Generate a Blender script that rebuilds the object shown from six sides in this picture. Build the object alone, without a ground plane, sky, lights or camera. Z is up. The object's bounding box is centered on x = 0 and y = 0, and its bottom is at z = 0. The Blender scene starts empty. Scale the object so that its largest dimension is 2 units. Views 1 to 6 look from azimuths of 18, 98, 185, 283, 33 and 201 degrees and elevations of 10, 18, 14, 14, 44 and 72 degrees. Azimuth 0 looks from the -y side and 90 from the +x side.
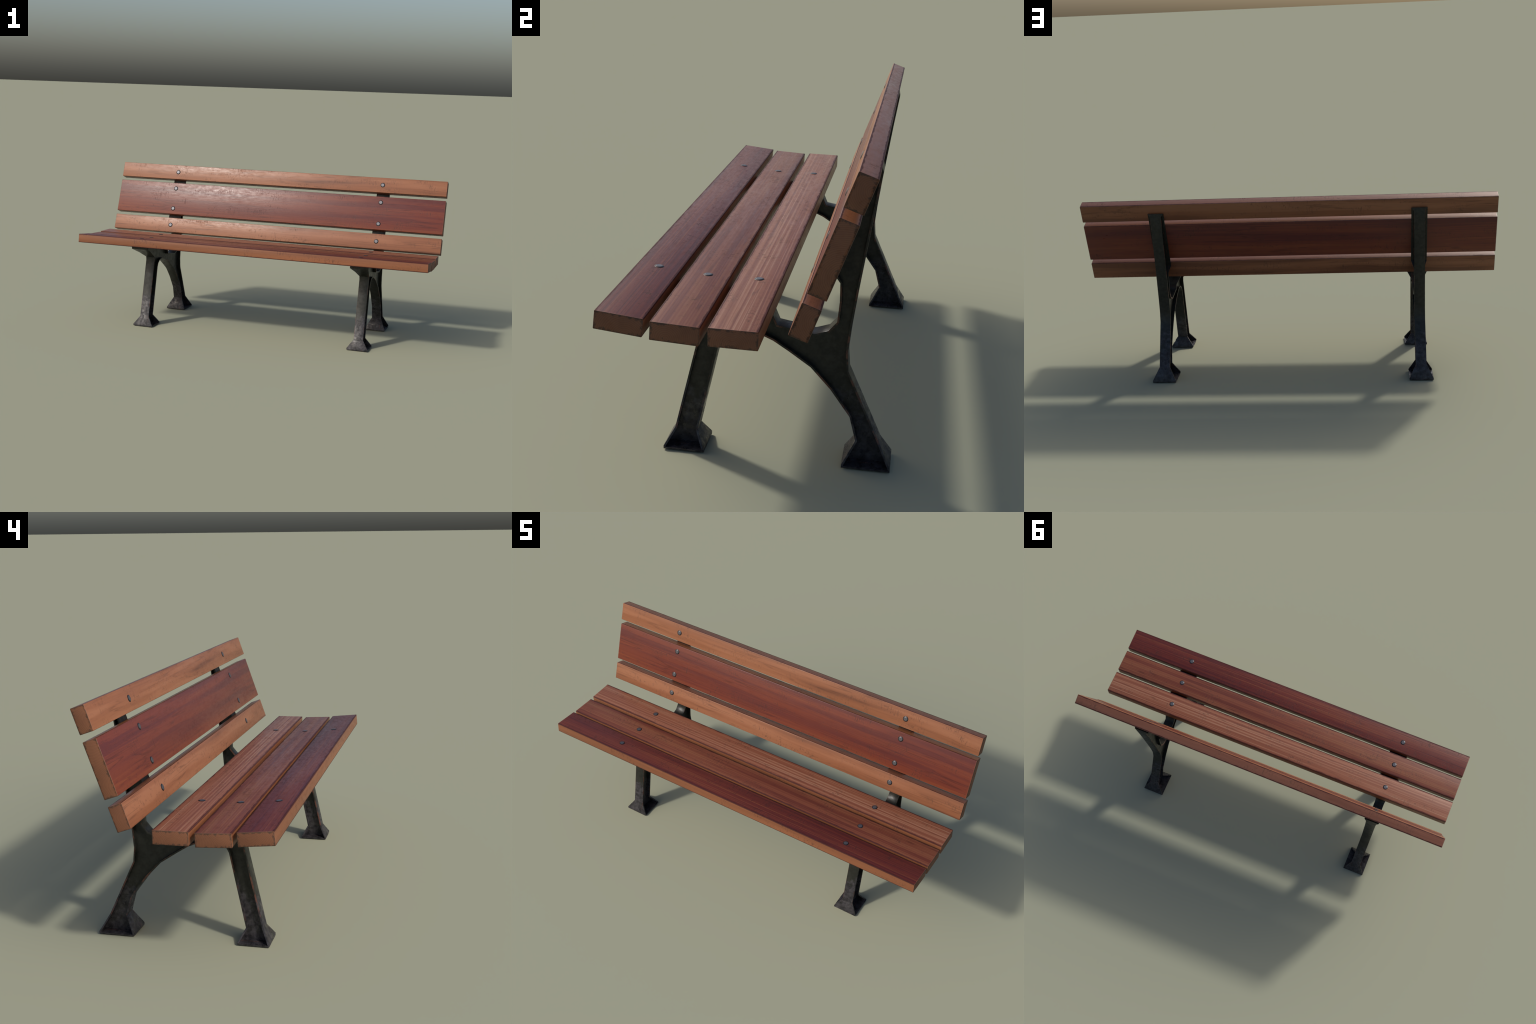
"""Park bench: three seat slats and three backrest slats of stained hardwood,
bolted to two cast-iron end frames with flanged (I-section) legs."""
import bpy, bmesh, math
from mathutils import Vector, Matrix

# ------------------------------------------------------------------ sizes
LENGTH = 2.0            # slat length (x)
THICK = 0.0478          # seat slat thickness
SEAT_W = 0.1205         # seat slat width
FRAME_X = 0.633         # distance of an end frame from the middle
BACK_ANGLE = math.radians(70.6)
BACK_T = 0.0490

# seat slats: centre y, centre z, tilt in degrees
SEAT = [(-0.2988, 0.4942, -5.6), (-0.1624, 0.4816, -2.6), (-0.0226, 0.4809, -0.3)]
# backrest slats: start and end along the slope, measured on the front face
BACK_ORIGIN = (0.1054, 0.5040)
BACK = [(0.0, 0.0882), (0.1123, 0.3070), (0.3308, 0.4192)]
BACK_SET = [0.0, 0.0016, 0.0004]      # how far each one sits behind that plane

# ------------------------------------------------------------------ scene
root = bpy.data.objects.new("park_bench", None)
root.empty_display_size = 0.2
bpy.context.scene.collection.objects.link(root)
root["label"] = "park bench with reddish wooden slats on black cast-iron legs"
root["category"] = "bench"


def add(name, mesh, parent, loc=(0, 0, 0), rot_x=0.0, mat=None):
    ob = bpy.data.objects.new(name, mesh)
    bpy.context.scene.collection.objects.link(ob)
    ob.parent = parent
    ob.location = loc
    ob.rotation_euler = (rot_x, 0, 0)
    if mat is not None and not mesh.materials:
        mesh.materials.append(mat)
    return ob


# ------------------------------------------------------------------ node kit
class Nodes:
    """Small helper that writes shader arithmetic as plain calls."""

    def __init__(self, name):
        self.mat = bpy.data.materials.new(name)
        self.mat.use_nodes = True
        self.t = self.mat.node_tree
        self.t.nodes.clear()
        self.out = self.t.nodes.new("ShaderNodeOutputMaterial")
        self.bsdf = self.t.nodes.new("ShaderNodeBsdfPrincipled")
        self.t.links.new(self.bsdf.outputs[0], self.out.inputs[0])

    def put(self, sock, val):
        if isinstance(val, bpy.types.NodeSocket):
            self.t.links.new(val, sock)
        elif val is not None:
            if isinstance(val, (tuple, list)) and sock.type == 'RGBA' and len(val) == 3:
                val = (*val, 1.0)
            sock.default_value = val

    def coord(self, kind="Object"):
        return self.t.nodes.new("ShaderNodeTexCoord").outputs[kind]

    def position(self):
        return self.t.nodes.new("ShaderNodeNewGeometry").outputs["Position"]

    def split(self, v):
        n = self.t.nodes.new("ShaderNodeSeparateXYZ")
        self.put(n.inputs[0], v)
        return n.outputs

    def join(self, x, y, z):
        n = self.t.nodes.new("ShaderNodeCombineXYZ")
        for s, v in zip(n.inputs, (x, y, z)):
            self.put(s, v)
        return n.outputs[0]

    def m(self, op, a, b=None, c=None, clamp=False):
        n = self.t.nodes.new("ShaderNodeMath")
        n.operation = op
        n.use_clamp = clamp
        for s, v in zip(n.inputs, (a, b, c)):
            self.put(s, v)
        return n.outputs[0]

    def scale(self, v, sc, off=(0, 0, 0)):
        n = self.t.nodes.new("ShaderNodeMapping")
        self.put(n.inputs["Vector"], v)
        n.inputs["Scale"].default_value = sc
        n.inputs["Location"].default_value = off
        return n.outputs[0]

    def noise(self, v, scale=1.0, detail=4.0, rough=0.55, distort=0.0):
        n = self.t.nodes.new("ShaderNodeTexNoise")
        self.put(n.inputs["Vector"], v)
        n.inputs["Scale"].default_value = scale
        n.inputs["Detail"].default_value = detail
        n.inputs["Roughness"].default_value = rough
        n.inputs["Distortion"].default_value = distort
        return n.outputs["Fac"]

    def step(self, v, lo, hi, out0=0.0, out1=1.0):
        n = self.t.nodes.new("ShaderNodeMapRange")
        n.interpolation_type = 'SMOOTHSTEP'
        self.put(n.inputs["Value"], v)
        for k, x in (("From Min", lo), ("From Max", hi), ("To Min", out0), ("To Max", out1)):
            self.put(n.inputs[k], x)
        return n.outputs["Result"]

    def mix(self, fac, a, b, blend='MIX'):
        n = self.t.nodes.new("ShaderNodeMix")
        n.data_type = 'RGBA'
        n.blend_type = blend
        self.put(n.inputs["Factor"], fac)
        self.put(n.inputs["A"], a)
        self.put(n.inputs["B"], b)
        return n.outputs["Result"]

    def bump(self, h, strength, dist, normal=None):
        n = self.t.nodes.new("ShaderNodeBump")
        n.inputs["Strength"].default_value = strength
        n.inputs["Distance"].default_value = dist
        self.put(n.inputs["Height"], h)
        self.put(n.inputs["Normal"], normal)
        return n.outputs[0]

    def finish(self, **kw):
        for k, v in kw.items():
            self.put(self.bsdf.inputs[k.replace("_", " ")], v)
        return self.mat


# ------------------------------------------------------------------ wood
def wood(name, width, thick, seed, face, edge, end, streak, figure, line_on_side,
         rough=0.42, wear=1.0, rise=0.0):
    """Stained hardwood slat. Local axes: x along the grain, y across, +z the
    showing face. face = (dark, middle, light), edge = (dark, light) for the
    narrow long sides, end = (dark, light) for the sawn ends. rise makes the wood
    redder and lighter towards the lower edge, as in a board with sapwood there."""
    n = Nodes(name)
    P = n.coord()
    X, Y, Z = n.split(P)
    ax, ay, az = (n.m('ABSOLUTE', v) for v in (X, Y, Z))
    off = (seed * 3.17, seed * 1.73, seed * 2.31)
    S = n.scale(P, (1, 1, 1), off)

    # slow sideways drift of the grain along the slat
    drift = n.noise(n.scale(S, (1.4, 3.0, 3.0)), 1.0, 2.0)
    warp = n.m('MULTIPLY', n.m('SUBTRACT', drift, 0.5), figure)
    sx, sy, sz = n.split(S)
    yw = n.m('ADD', sy, warp)
    zw = n.m('ADD', sz, warp)
    fine = n.noise(n.join(n.m('MULTIPLY', sx, 1.3), n.m('MULTIPLY', yw, 260), n.m('MULTIPLY', zw, 260)), 1.0, 3.0, 0.6)
    bands = n.noise(n.join(n.m('MULTIPLY', sx, 0.45), n.m('MULTIPLY', yw, 150), n.m('MULTIPLY', zw, 150)), 1.0, 2.0, 0.5)
    wide = n.noise(n.join(n.m('MULTIPLY', sx, 0.8), n.m('MULTIPLY', yw, 17), n.m('MULTIPLY', zw, 17)), 1.0, 2.0)
    patch = n.noise(n.scale(S, (3.0, 9.0, 9.0)), 1.0, 4.0, 0.6)
    pores = n.noise(n.join(n.m('MULTIPLY', sx, 9.0), n.m('MULTIPLY', yw, 700), n.m('MULTIPLY', zw, 700)), 1.0, 2.0)

    # --- showing face
    tone = n.m('ADD', n.m('MULTIPLY', n.m('SUBTRACT', bands, 0.5), streak),
               n.m('ADD', n.m('MULTIPLY', n.m('SUBTRACT', wide, 0.5), 2.4 if figure > 0.04 else (0.6 if streak > 1.6 else 1.6)),
                   n.m('MULTIPLY', n.m('SUBTRACT', fine, 0.5), 0.55 * streak)))
    tone = n.m('SUBTRACT', tone, n.m('MULTIPLY', Y, rise))
    col = n.mix(n.step(tone, -0.34, 0.04), face[0], face[1])
    col = n.mix(n.step(tone, 0.0, 0.36), col, face[2])
    # thin dark growth lines that follow the drift
    ring = n.m('SINE', n.m('MULTIPLY', n.m('ADD', wide, n.m('MULTIPLY', bands, 0.12)), 46))
    lines = n.m('MULTIPLY', n.step(ring, 0.86, 1.0), n.step(patch, 0.38, 0.6))
    col = n.mix(n.m('MULTIPLY', lines, 0.45), col, tuple(c * 0.42 for c in face[0]))
    col = n.mix(n.m('MULTIPLY', n.step(patch, 0.56, 0.78), 0.35), col, face[0])

    # --- long narrow sides
    etone = n.m('ADD', n.m('MULTIPLY', n.m('SUBTRACT', wide, 0.5), 1.6), n.m('MULTIPLY', n.m('SUBTRACT', fine, 0.5), 0.9))
    ecol = n.mix(n.step(etone, -0.5, 0.35), edge[0], edge[1])

    # --- sawn ends with growth rings round a heart that lies off the middle
    cy, cz = (0.2 * math.sin(seed * 2.1)) * width, -(0.55 + 0.25 * math.cos(seed * 1.3)) * thick
    ry, rz = n.m('SUBTRACT', Y, cy), n.m('SUBTRACT', Z, cz)
    wob = n.noise(n.scale(S, (40, 40, 40)), 1.0, 2.0)
    rad = n.m('ADD', n.m('SQRT', n.m('ADD', n.m('MULTIPLY', ry, ry), n.m('MULTIPLY', rz, rz))), n.m('MULTIPLY', wob, 0.006))
    rings = n.m('SINE', n.m('MULTIPLY', rad, 2 * math.pi / 0.0048))
    ncol = n.mix(n.step(rings, -0.6, 1.0, 0.0, 0.45), end[1], end[0])
    ncol = n.mix(n.m('MULTIPLY', n.step(patch, 0.42, 0.68), 0.45), ncol, end[0])
    rim = n.m('MINIMUM', n.m('SUBTRACT', width / 2, ay), n.m('SUBTRACT', thick / 2, az))
    grime = n.noise(n.scale(S, (30, 90, 90)), 1.0, 4.0, 0.65)
    rimd = n.m('SUBTRACT', rim, n.m('MULTIPLY', n.m('SUBTRACT', grime, 0.43), 0.034))
    ncol = n.mix(n.step(rimd, -0.002, 0.0045, 0.75, 0.0), ncol, (0.040, 0.026, 0.018))

    on_face = n.step(az, thick / 2 - 0.0016, thick / 2 - 0.0008)
    on_end = n.step(ax, LENGTH / 2 - 0.0016, LENGTH / 2 - 0.0008)
    col = n.mix(on_face, ecol, col)

    # --- dark stain line along the long edges
    if line_on_side:
        gap = n.m('SUBTRACT', thick / 2, az)          # on the narrow side, next to the face
        here = n.m('SUBTRACT', 1.0, on_face)
    else:
        gap = n.m('SUBTRACT', width / 2, ay)          # on the face, next to the narrow side
        here = n.step(az, thick / 2 - 0.0050, thick / 2 - 0.0030)
    ragged = n.noise(n.scale(S, (22, 60, 60)), 1.0, 4.0, 0.6)
    line = n.step(n.m('SUBTRACT', gap, n.m('MULTIPLY', n.m('SUBTRACT', ragged, 0.47), 0.011)), 0.0040, 0.0062, 0.92, 0.0)
    col = n.mix(n.m('MULTIPLY', line, here), col, (0.050, 0.014, 0.013))

    # --- scuffs: short cross-grain scratches and specks in loose clusters
    clump = n.step(n.noise(n.scale(S, (8.0, 20.0, 20.0), (5, 1, 2)), 1.0, 3.0, 0.6), 0.47, 0.66)
    scr = n.noise(n.scale(S, (260, 32, 32), (1, 7, 3)), 1.0, 3.0, 0.6, 0.8)
    specks = n.noise(n.scale(S, (80, 115, 115), (4, 2, 8)), 1.0, 4.0, 0.7)
    dark = n.m('MAXIMUM', n.m('MULTIPLY', n.step(scr, 0.56, 0.65), clump),
               n.m('MULTIPLY', n.step(specks, 0.555, 0.66), n.m('ADD', n.m('MULTIPLY', clump, 0.85), 0.15)))
    col = n.mix(n.m('MULTIPLY', dark, 0.72 * wear), col, tuple(0.30 * c + 0.008 for c in face[1]))
    pale = n.m('MULTIPLY', n.step(pores, 0.66, 0.8), n.step(patch, 0.30, 0.42, 1.0, 0.0))
    col = n.mix(n.m('MULTIPLY', pale, 0.30), col, (0.42, 0.20, 0.10))

    # arrises of the sawn ends are rubbed pale
    arris = n.m('MULTIPLY', n.step(ax, LENGTH / 2 - 0.0030, LENGTH / 2 - 0.0018), n.step(grime, 0.40, 0.55, 0.2, 0.6))
    col = n.mix(arris, col, (0.30, 0.14, 0.085))
    col = n.mix(on_end, col, ncol)

    dents = n.noise(n.scale(S, (26, 75, 75), (2, 9, 4)), 1.0, 4.0, 0.65)
    height = n.m('ADD', n.m('MULTIPLY', dents, 0.40), n.m('ADD', n.m('ADD', n.m('MULTIPLY', fine, 0.6), n.m('MULTIPLY', bands, 0.5 * streak)), n.m('MULTIPLY', dark, -0.45)))
    nrm = n.bump(height, 0.22, 0.0014)
    rgh = n.m('ADD', n.m('MULTIPLY', patch, 0.22), n.m('ADD', n.m('MULTIPLY', fine, 0.10), rough - 0.16))
    rgh = n.m('ADD', rgh, n.m('MULTIPLY', n.m('SUBTRACT', dents, 0.5), 0.35))
    rgh = n.m('ADD', rgh, n.m('ADD', n.m('MULTIPLY', on_end, 0.25), n.m('ADD', n.m('MULTIPLY', dark, 0.20), n.m('MULTIPLY', n.m('MULTIPLY', line, here), 0.15))))
    return n.finish(Base_Color=col, Roughness=rgh, Normal=nrm,
                    Specular_IOR_Level=n.m('SUBTRACT', 0.36, n.m('MULTIPLY', n.m('MULTIPLY', line, here), 0.22)))


ORANGE = ((0.145, 0.053, 0.026), (0.222, 0.084, 0.039), (0.262, 0.107, 0.053))
ORANGE_EDGE = ((0.155, 0.057, 0.026), (0.245, 0.093, 0.042))
RED_EDGE = ((0.140, 0.053, 0.031), (0.215, 0.086, 0.050))
SAWN = ((0.118, 0.047, 0.024), (0.185, 0.076, 0.038))

seat_mats = [
    wood("dark_purple_red_wood", SEAT_W, THICK, 1.0,
         ((0.066, 0.011, 0.011), (0.106, 0.019, 0.012), (0.142, 0.037, 0.018)), ORANGE_EDGE, SAWN, 1.5, 0.004, False),
    wood("reddish_brown_wood", SEAT_W, THICK, 2.0,
         ((0.102, 0.024, 0.014), (0.148, 0.043, 0.022), (0.182, 0.067, 0.032)), ORANGE_EDGE, SAWN, 1.3, 0.005, False),
    wood("pale_streaked_wood", SEAT_W, THICK, 3.0,
         ((0.148, 0.046, 0.025), (0.200, 0.073, 0.039), (0.275, 0.142, 0.090)), ORANGE_EDGE, SAWN, 1.8, 0.003, False),
]
back_mats = [
    wood("orange_brown_wood", 0.088, BACK_T, 4.0, ORANGE, RED_EDGE, SAWN, 0.30, 0.055, True, rough=0.41),
    wood("mahogany_red_wood", 0.1943, BACK_T, 5.0,
         ((0.092, 0.019, 0.016), (0.132, 0.028, 0.016), (0.165, 0.040, 0.018)), ORANGE_EDGE, SAWN, 0.75, 0.030, True, rough=0.37, rise=2.2),
    wood("orange_brown_wood.001", 0.088, BACK_T, 6.4, ORANGE, RED_EDGE, SAWN, 0.30, 0.055, True, rough=0.41),
]


def slat_mesh(name, width, thick):
    """A sawn board with softly rounded long edges."""
    bm = bmesh.new()
    bmesh.ops.create_cube(bm, size=1.0)
    bmesh.ops.scale(bm, vec=(LENGTH, width, thick), verts=bm.verts)
    bmesh.ops.bevel(bm, geom=bm.edges[:], offset=0.0022, segments=3, profile=0.5, affect='EDGES')
    me = bpy.data.meshes.new(name)
    bm.to_mesh(me)
    bm.free()
    me.shade_smooth()
    me.set_sharp_from_angle(angle=math.radians(35))
    return me


def seat_point(i, along, up):
    """World (y, z) of a point on seat slat i given in its own axes."""
    cy, cz, deg = SEAT[i]
    a = math.radians(deg)
    return (cy + along * math.cos(a) - up * math.sin(a), cz + along * math.sin(a) + up * math.cos(a))


def back_point(t, depth):
    """World (y, z) t metres up the slope and depth metres behind the front face."""
    c, s = math.cos(BACK_ANGLE), math.sin(BACK_ANGLE)
    return (BACK_ORIGIN[0] + t * c + depth * s, BACK_ORIGIN[1] + t * s - depth * c)


for i, (cy, cz, deg) in enumerate(SEAT):
    add("seat_slat", slat_mesh("seat_slat", SEAT_W, THICK), root, (0, cy, cz), math.radians(deg), seat_mats[i])
for i, (t0, t1) in enumerate(BACK):
    y, z = back_point((t0 + t1) / 2, BACK_SET[i] + BACK_T / 2)
    add("backrest_slat", slat_mesh("backrest_slat", t1 - t0, BACK_T), root, (0, y, z), BACK_ANGLE, back_mats[i])


# ------------------------------------------------------------------ bolts
def bolt_material():
    n = Nodes("worn_steel")
    P = n.position()
    v = n.noise(P, 140.0, 3.0, 0.6)
    _, _, Z = n.split(n.coord())
    col = n.mix(v, (0.075, 0.075, 0.085), (0.130, 0.130, 0.142))
    col = n.mix(n.step(Z, 0.0014, 0.0022, 1.0, 0.0), col, (0.016, 0.015, 0.016))   # rim painted dark for the bevel's shade, head being nearly flat
    return n.finish(Base_Color=col, Metallic=0.6, Roughness=n.m('ADD', 0.30, n.m('MULTIPLY', v, 0.2)))


def bolt_mesh():
    """Low round head: flared skirt, sloping shoulder, flat crown."""
    profile = [(0.0132, -0.004), (0.0132, 0.0002), (0.0126, 0.0006), (0.0088, 0.0022), (0.0082, 0.0024)]
    bm = bmesh.new()
    N = 28
    rows = []
    for r, z in profile:
        rows.append([bm.verts.new((r * math.cos(2 * math.pi * k / N), r * math.sin(2 * math.pi * k / N), z)) for k in range(N)])
    for a, b in zip(rows, rows[1:]):
        for k in range(N):
            bm.faces.new((a[k], a[(k + 1) % N], b[(k + 1) % N], b[k]))
    bm.faces.new(rows[-1])
    bm.faces.new(rows[0][::-1])
    me = bpy.data.meshes.new("bolt")
    bm.to_mesh(me)
    bm.free()
    me.shade_smooth()
    me.set_sharp_from_angle(angle=math.radians(10))
    return me


bolt = bolt_mesh()
steel = bolt_material()
back_bolts = [((BACK[0][0] + BACK[0][1]) / 2, BACK_SET[0]), (BACK[1][0] + 0.0345, BACK_SET[1]),
              (BACK[1][1] - 0.0345, BACK_SET[1]), ((BACK[2][0] + BACK[2][1]) / 2, BACK_SET[2])]
for side in (-1, 1):
    for i, (cy, cz, deg) in enumerate(SEAT):
        y, z = seat_point(i, 0.0, THICK / 2)
        add("bolt", bolt, root, (side * FRAME_X, y, z), math.radians(deg), steel)
    for t, depth in back_bolts:
        y, z = back_point(t, depth)
        add("bolt", bolt, root, (side * FRAME_X, y, z), BACK_ANGLE, steel)


# ------------------------------------------------------------------ iron
def iron_material():
    n = Nodes("black_cast_iron")
    P = n.position()
    ox, oy, oz = n.split(n.coord())
    _, _, wz = n.split(P)
    big = n.noise(P, 9.0, 4.0, 0.6)
    mid = n.noise(P, 45.0, 5.0, 0.65)
    grain = n.noise(P, 260.0, 3.0, 0.6)
    paint = n.mix(n.step(mid, 0.3, 0.75), (0.0115, 0.0120, 0.0098), (0.0165, 0.0171, 0.0140))
    # road dust and worn paint on the lower legs, with a ragged upper border
    top = n.m('ADD', 0.20, n.m('MULTIPLY', n.m('SUBTRACT', n.m('ADD', big, n.m('MULTIPLY', mid, 0.5)), 0.75), 0.30))
    dusty = n.step(n.m('SUBTRACT', wz, top), -0.05, 0.012, 1.0, 0.0)
    worn = n.mix(n.step(mid, 0.35, 0.7), (0.014, 0.0130, 0.0155), (0.047, 0.0435, 0.0500))
    col = n.mix(n.m('MULTIPLY', dusty, 0.85), paint, worn)
    # rust along the lips of the narrow flanges
    lip = n.step(n.m('ABSOLUTE', n.m('SUBTRACT', n.m('ABSOLUTE', ox), 0.0258)), 0.0006, 0.0020, 1.0, 0.0)
    rust = n.m('MULTIPLY', lip, n.step(n.noise(P, 20.0, 4.0, 0.7), 0.47, 0.60))
    col = n.mix(n.m('MULTIPLY', rust, 0.75), col, (0.110, 0.042, 0.028))
    h = n.m('ADD', n.m('MULTIPLY', grain, 0.25), mid)
    # handled, oily patches shine, scoured ones are dull
    gloss = n.noise(P, 38.0, 5.0, 0.7)
    vary = n.m('ADD', 0.35, n.m('MULTIPLY', dusty, 0.65))
    rgh = n.m('ADD', 0.40, n.m('MULTIPLY', vary, n.step(gloss, 0.36, 0.64, -0.20, 0.22)))
    shine = n.m('ADD', 0.34, n.m('MULTIPLY', vary, n.step(n.noise(P, 60.0, 4.0, 0.7), 0.35, 0.65, 0.18, -0.16)))
    return n.finish(Base_Color=col, Roughness=rgh, Specular_IOR_Level=shine, Normal=n.bump(h, 0.16, 0.003))


NARROW, FOOT, SEAT_HALF, BACK_HALF = 0.0260, 0.0580, 0.0500, 0.0380   # half widths of the flange
WEB_HALF = 0.0090
FLANGE = 0.0055
SINK = 0.0008      # how far the bearing faces bite into the slats


def frame_outline():
    """Side view of a frame: (y, z, half width of the flange there), anticlockwise."""
    o = []
    # front foot and rear side of the front leg
    o += [(-0.2705, 0.0, FOOT), (-0.1560, 0.0, FOOT), (-0.1560, 0.0090, FOOT), (-0.1803, 0.0540, NARROW)]
    # arch between the legs
    o += [(-0.1228, 0.3270, NARROW), (-0.1120, 0.3490, NARROW), (-0.0900, 0.3645, NARROW), (-0.0580, 0.3680, NARROW),
          (-0.0250, 0.3620, NARROW), (0.0240, 0.3415, NARROW), (0.0664, 0.3155, NARROW), (0.1280, 0.2745, NARROW),
          (0.1840, 0.2150, NARROW), (0.2405, 0.1385, NARROW), (0.2598, 0.0690, NARROW)]
    # rear foot
    o += [(0.2270, 0.0090, FOOT), (0.2270, 0.0, FOOT), (0.3600, 0.0, FOOT), (0.3600, 0.0090, FOOT), (0.3262, 0.0690, NARROW)]
    # rear side of the post
    o += [(0.2306, 0.2730, NARROW), (0.2257, 0.3256, NARROW), (0.2315, 0.3930, NARROW), (0.2443, 0.5014, NARROW),
          (0.2560, 0.5905, NARROW), (0.2725, 0.7155, NARROW), (0.2880, 0.8230, NARROW + 0.001), (0.2845, 0.8375, BACK_HALF)]
    # bearing face for the backrest
    for t in (0.3690, 0.0690):
        y, z = back_point(t, BACK_T - SINK)
        o.append((y, z, BACK_HALF))
    # open bay between backrest and seat
    o += [(0.1950, 0.5200, NARROW), (0.1965, 0.4686, NARROW), (0.1925, 0.4110, NARROW), (0.1705, 0.3845, NARROW),
          (0.1340, 0.3720, NARROW), (0.0690, 0.3830, NARROW), (0.0350, 0.3885, NARROW), (0.0240, 0.4120, 0.0275)]
    o += [(0.0030, 0.4500, SEAT_HALF)]
    # bearing face for the seat, from rear to front
    low = -THICK / 2 + SINK
    y, z = seat_point(2, 0.0235, low)
    o.append((y, z, SEAT_HALF))
    o.append((*seat_point(2, -SEAT_W / 2, low), SEAT_HALF))
    o.append((*seat_point(1, SEAT_W / 2, low), SEAT_HALF))
    o.append((*seat_point(1, -SEAT_W / 2, low), SEAT_HALF))
    o.append((*seat_point(0, SEAT_W / 2, low), SEAT_HALF))
    y, z = seat_point(0, -0.0200, low)
    o.append((y, z, SEAT_HALF))
    # front bracket and front side of the front leg
    o += [(y, z - 0.0150, SEAT_HALF), (-0.2400, 0.4255, 0.0375), (-0.1730, 0.3920, NARROW + 0.001), (-0.1725, 0.3760, NARROW), (-0.2449, 0.0540, NARROW), (-0.2705, 0.0090, FOOT)]
    return o


def inset(pts, d):
    """Parallel curve of a closed anticlockwise polygon, d metres inwards."""
    out = []
    k = len(pts)
    for i in range(k):
        p0, p1, p2 = (Vector(pts[(i + j - 1) % k][:2]) for j in range(3))
        a, b = (p1 - p0).normalized(), (p2 - p1).normalized()
        na, nb = Vector((-a.y, a.x)), Vector((-b.y, b.x))
        bis = (na + nb).normalized()
        out.append(p1 + bis * (d / max(0.25, bis.dot(na))))
    return out


def frame_bmesh():
    o = frame_outline()
    q = inset(o, FLANGE)
    bm = bmesh.new()
    ring = {}
    for s in (-1, 1):
        ring["rim", s] = [bm.verts.new((s * w, y, z)) for y, z, w in o]
        ring["lip", s] = [bm.verts.new((s * w, p.x, p.y)) for p, (_, _, w) in zip(q, o)]
        ring["web", s] = [bm.verts.new((s * WEB_HALF, p.x, p.y)) for p in q]
    k = len(o)
    for i in range(k):
        j = (i + 1) % k
        bm.faces.new((ring["rim", -1][i], ring["rim", -1][j], ring["rim", 1][j], ring["rim", 1][i]))
        for s in (-1, 1):
            for a, b in (("rim", "lip"), ("lip", "web")):
                f = [ring[a, s][i], ring[a, s][j], ring[b, s][j], ring[b, s][i]]
                bm.faces.new(f if s > 0 else f[::-1])
    for s in (-1, 1):
        bm.faces.new(ring["web", s] if s > 0 else ring["web", s][::-1])
    bmesh.ops.recalc_face_normals(bm, faces=bm.faces[:])
    rims = set(ring["rim", -1]) | set(ring["rim", 1])
    edges = [e for e in bm.edges if e.verts[0] in rims and e.verts[1] in rims and e.verts[0].co.x * e.verts[1].co.x > 0]
    bmesh.ops.bevel(bm, geom=edges, offset=0.0011, segments=2, profile=0.5, affect='EDGES')
    bmesh.ops.triangulate(bm, faces=[f for f in bm.faces if len(f.verts) > 4])
    return bm


def region(c):
    """Which named part of the frame a face belongs to."""
    if c.z < 0.32 and c.y < -0.09:
        return "front_leg"
    if c.z < 0.25 and c.y > 0.12:
        return "rear_leg"
    if c.z > 0.49 and c.y > 0.12:
        return "backrest_post"
    return "cast_iron_frame"


def soften_bay(me):
    """The bay between seat and backrest is cast as one round sweep."""
    sharp = me.attributes.get("sharp_edge")
    for e in me.edges:
        a, b = (me.vertices[k].co for k in e.vertices)
        if abs(a.x - b.x) > 0.03 and all(0.03 < c.y < 0.1975 and 0.37 < c.z < 0.51 for c in (a, b)):
            e.use_edge_sharp = False


def frame_meshes():
    bm = frame_bmesh()
    for z in (0.32, 0.25, 0.49):
        bmesh.ops.bisect_plane(bm, geom=bm.verts[:] + bm.edges[:] + bm.faces[:], plane_co=(0, 0, z), plane_no=(0, 0, 1))
    meshes = {}
    for part in ("cast_iron_frame", "front_leg", "rear_leg", "backrest_post"):
        b = bm.copy()
        bmesh.ops.delete(b, geom=[f for f in b.faces if region(f.calc_center_median()) != part], context='FACES')
        me = bpy.data.meshes.new(part)
        b.to_mesh(me)
        b.free()
        me.shade_smooth()
        me.set_sharp_from_angle(angle=math.radians(33))
        soften_bay(me)
        me.materials.append(iron)
        meshes[part] = me
    bm.free()
    return meshes


iron = iron_material()
parts = frame_meshes()
for side in (-1, 1):
    frame = add("cast_iron_frame", parts["cast_iron_frame"], root, (side * FRAME_X, 0, 0))
    for part in ("front_leg", "rear_leg", "backrest_post"):
        add(part, parts[part], frame)
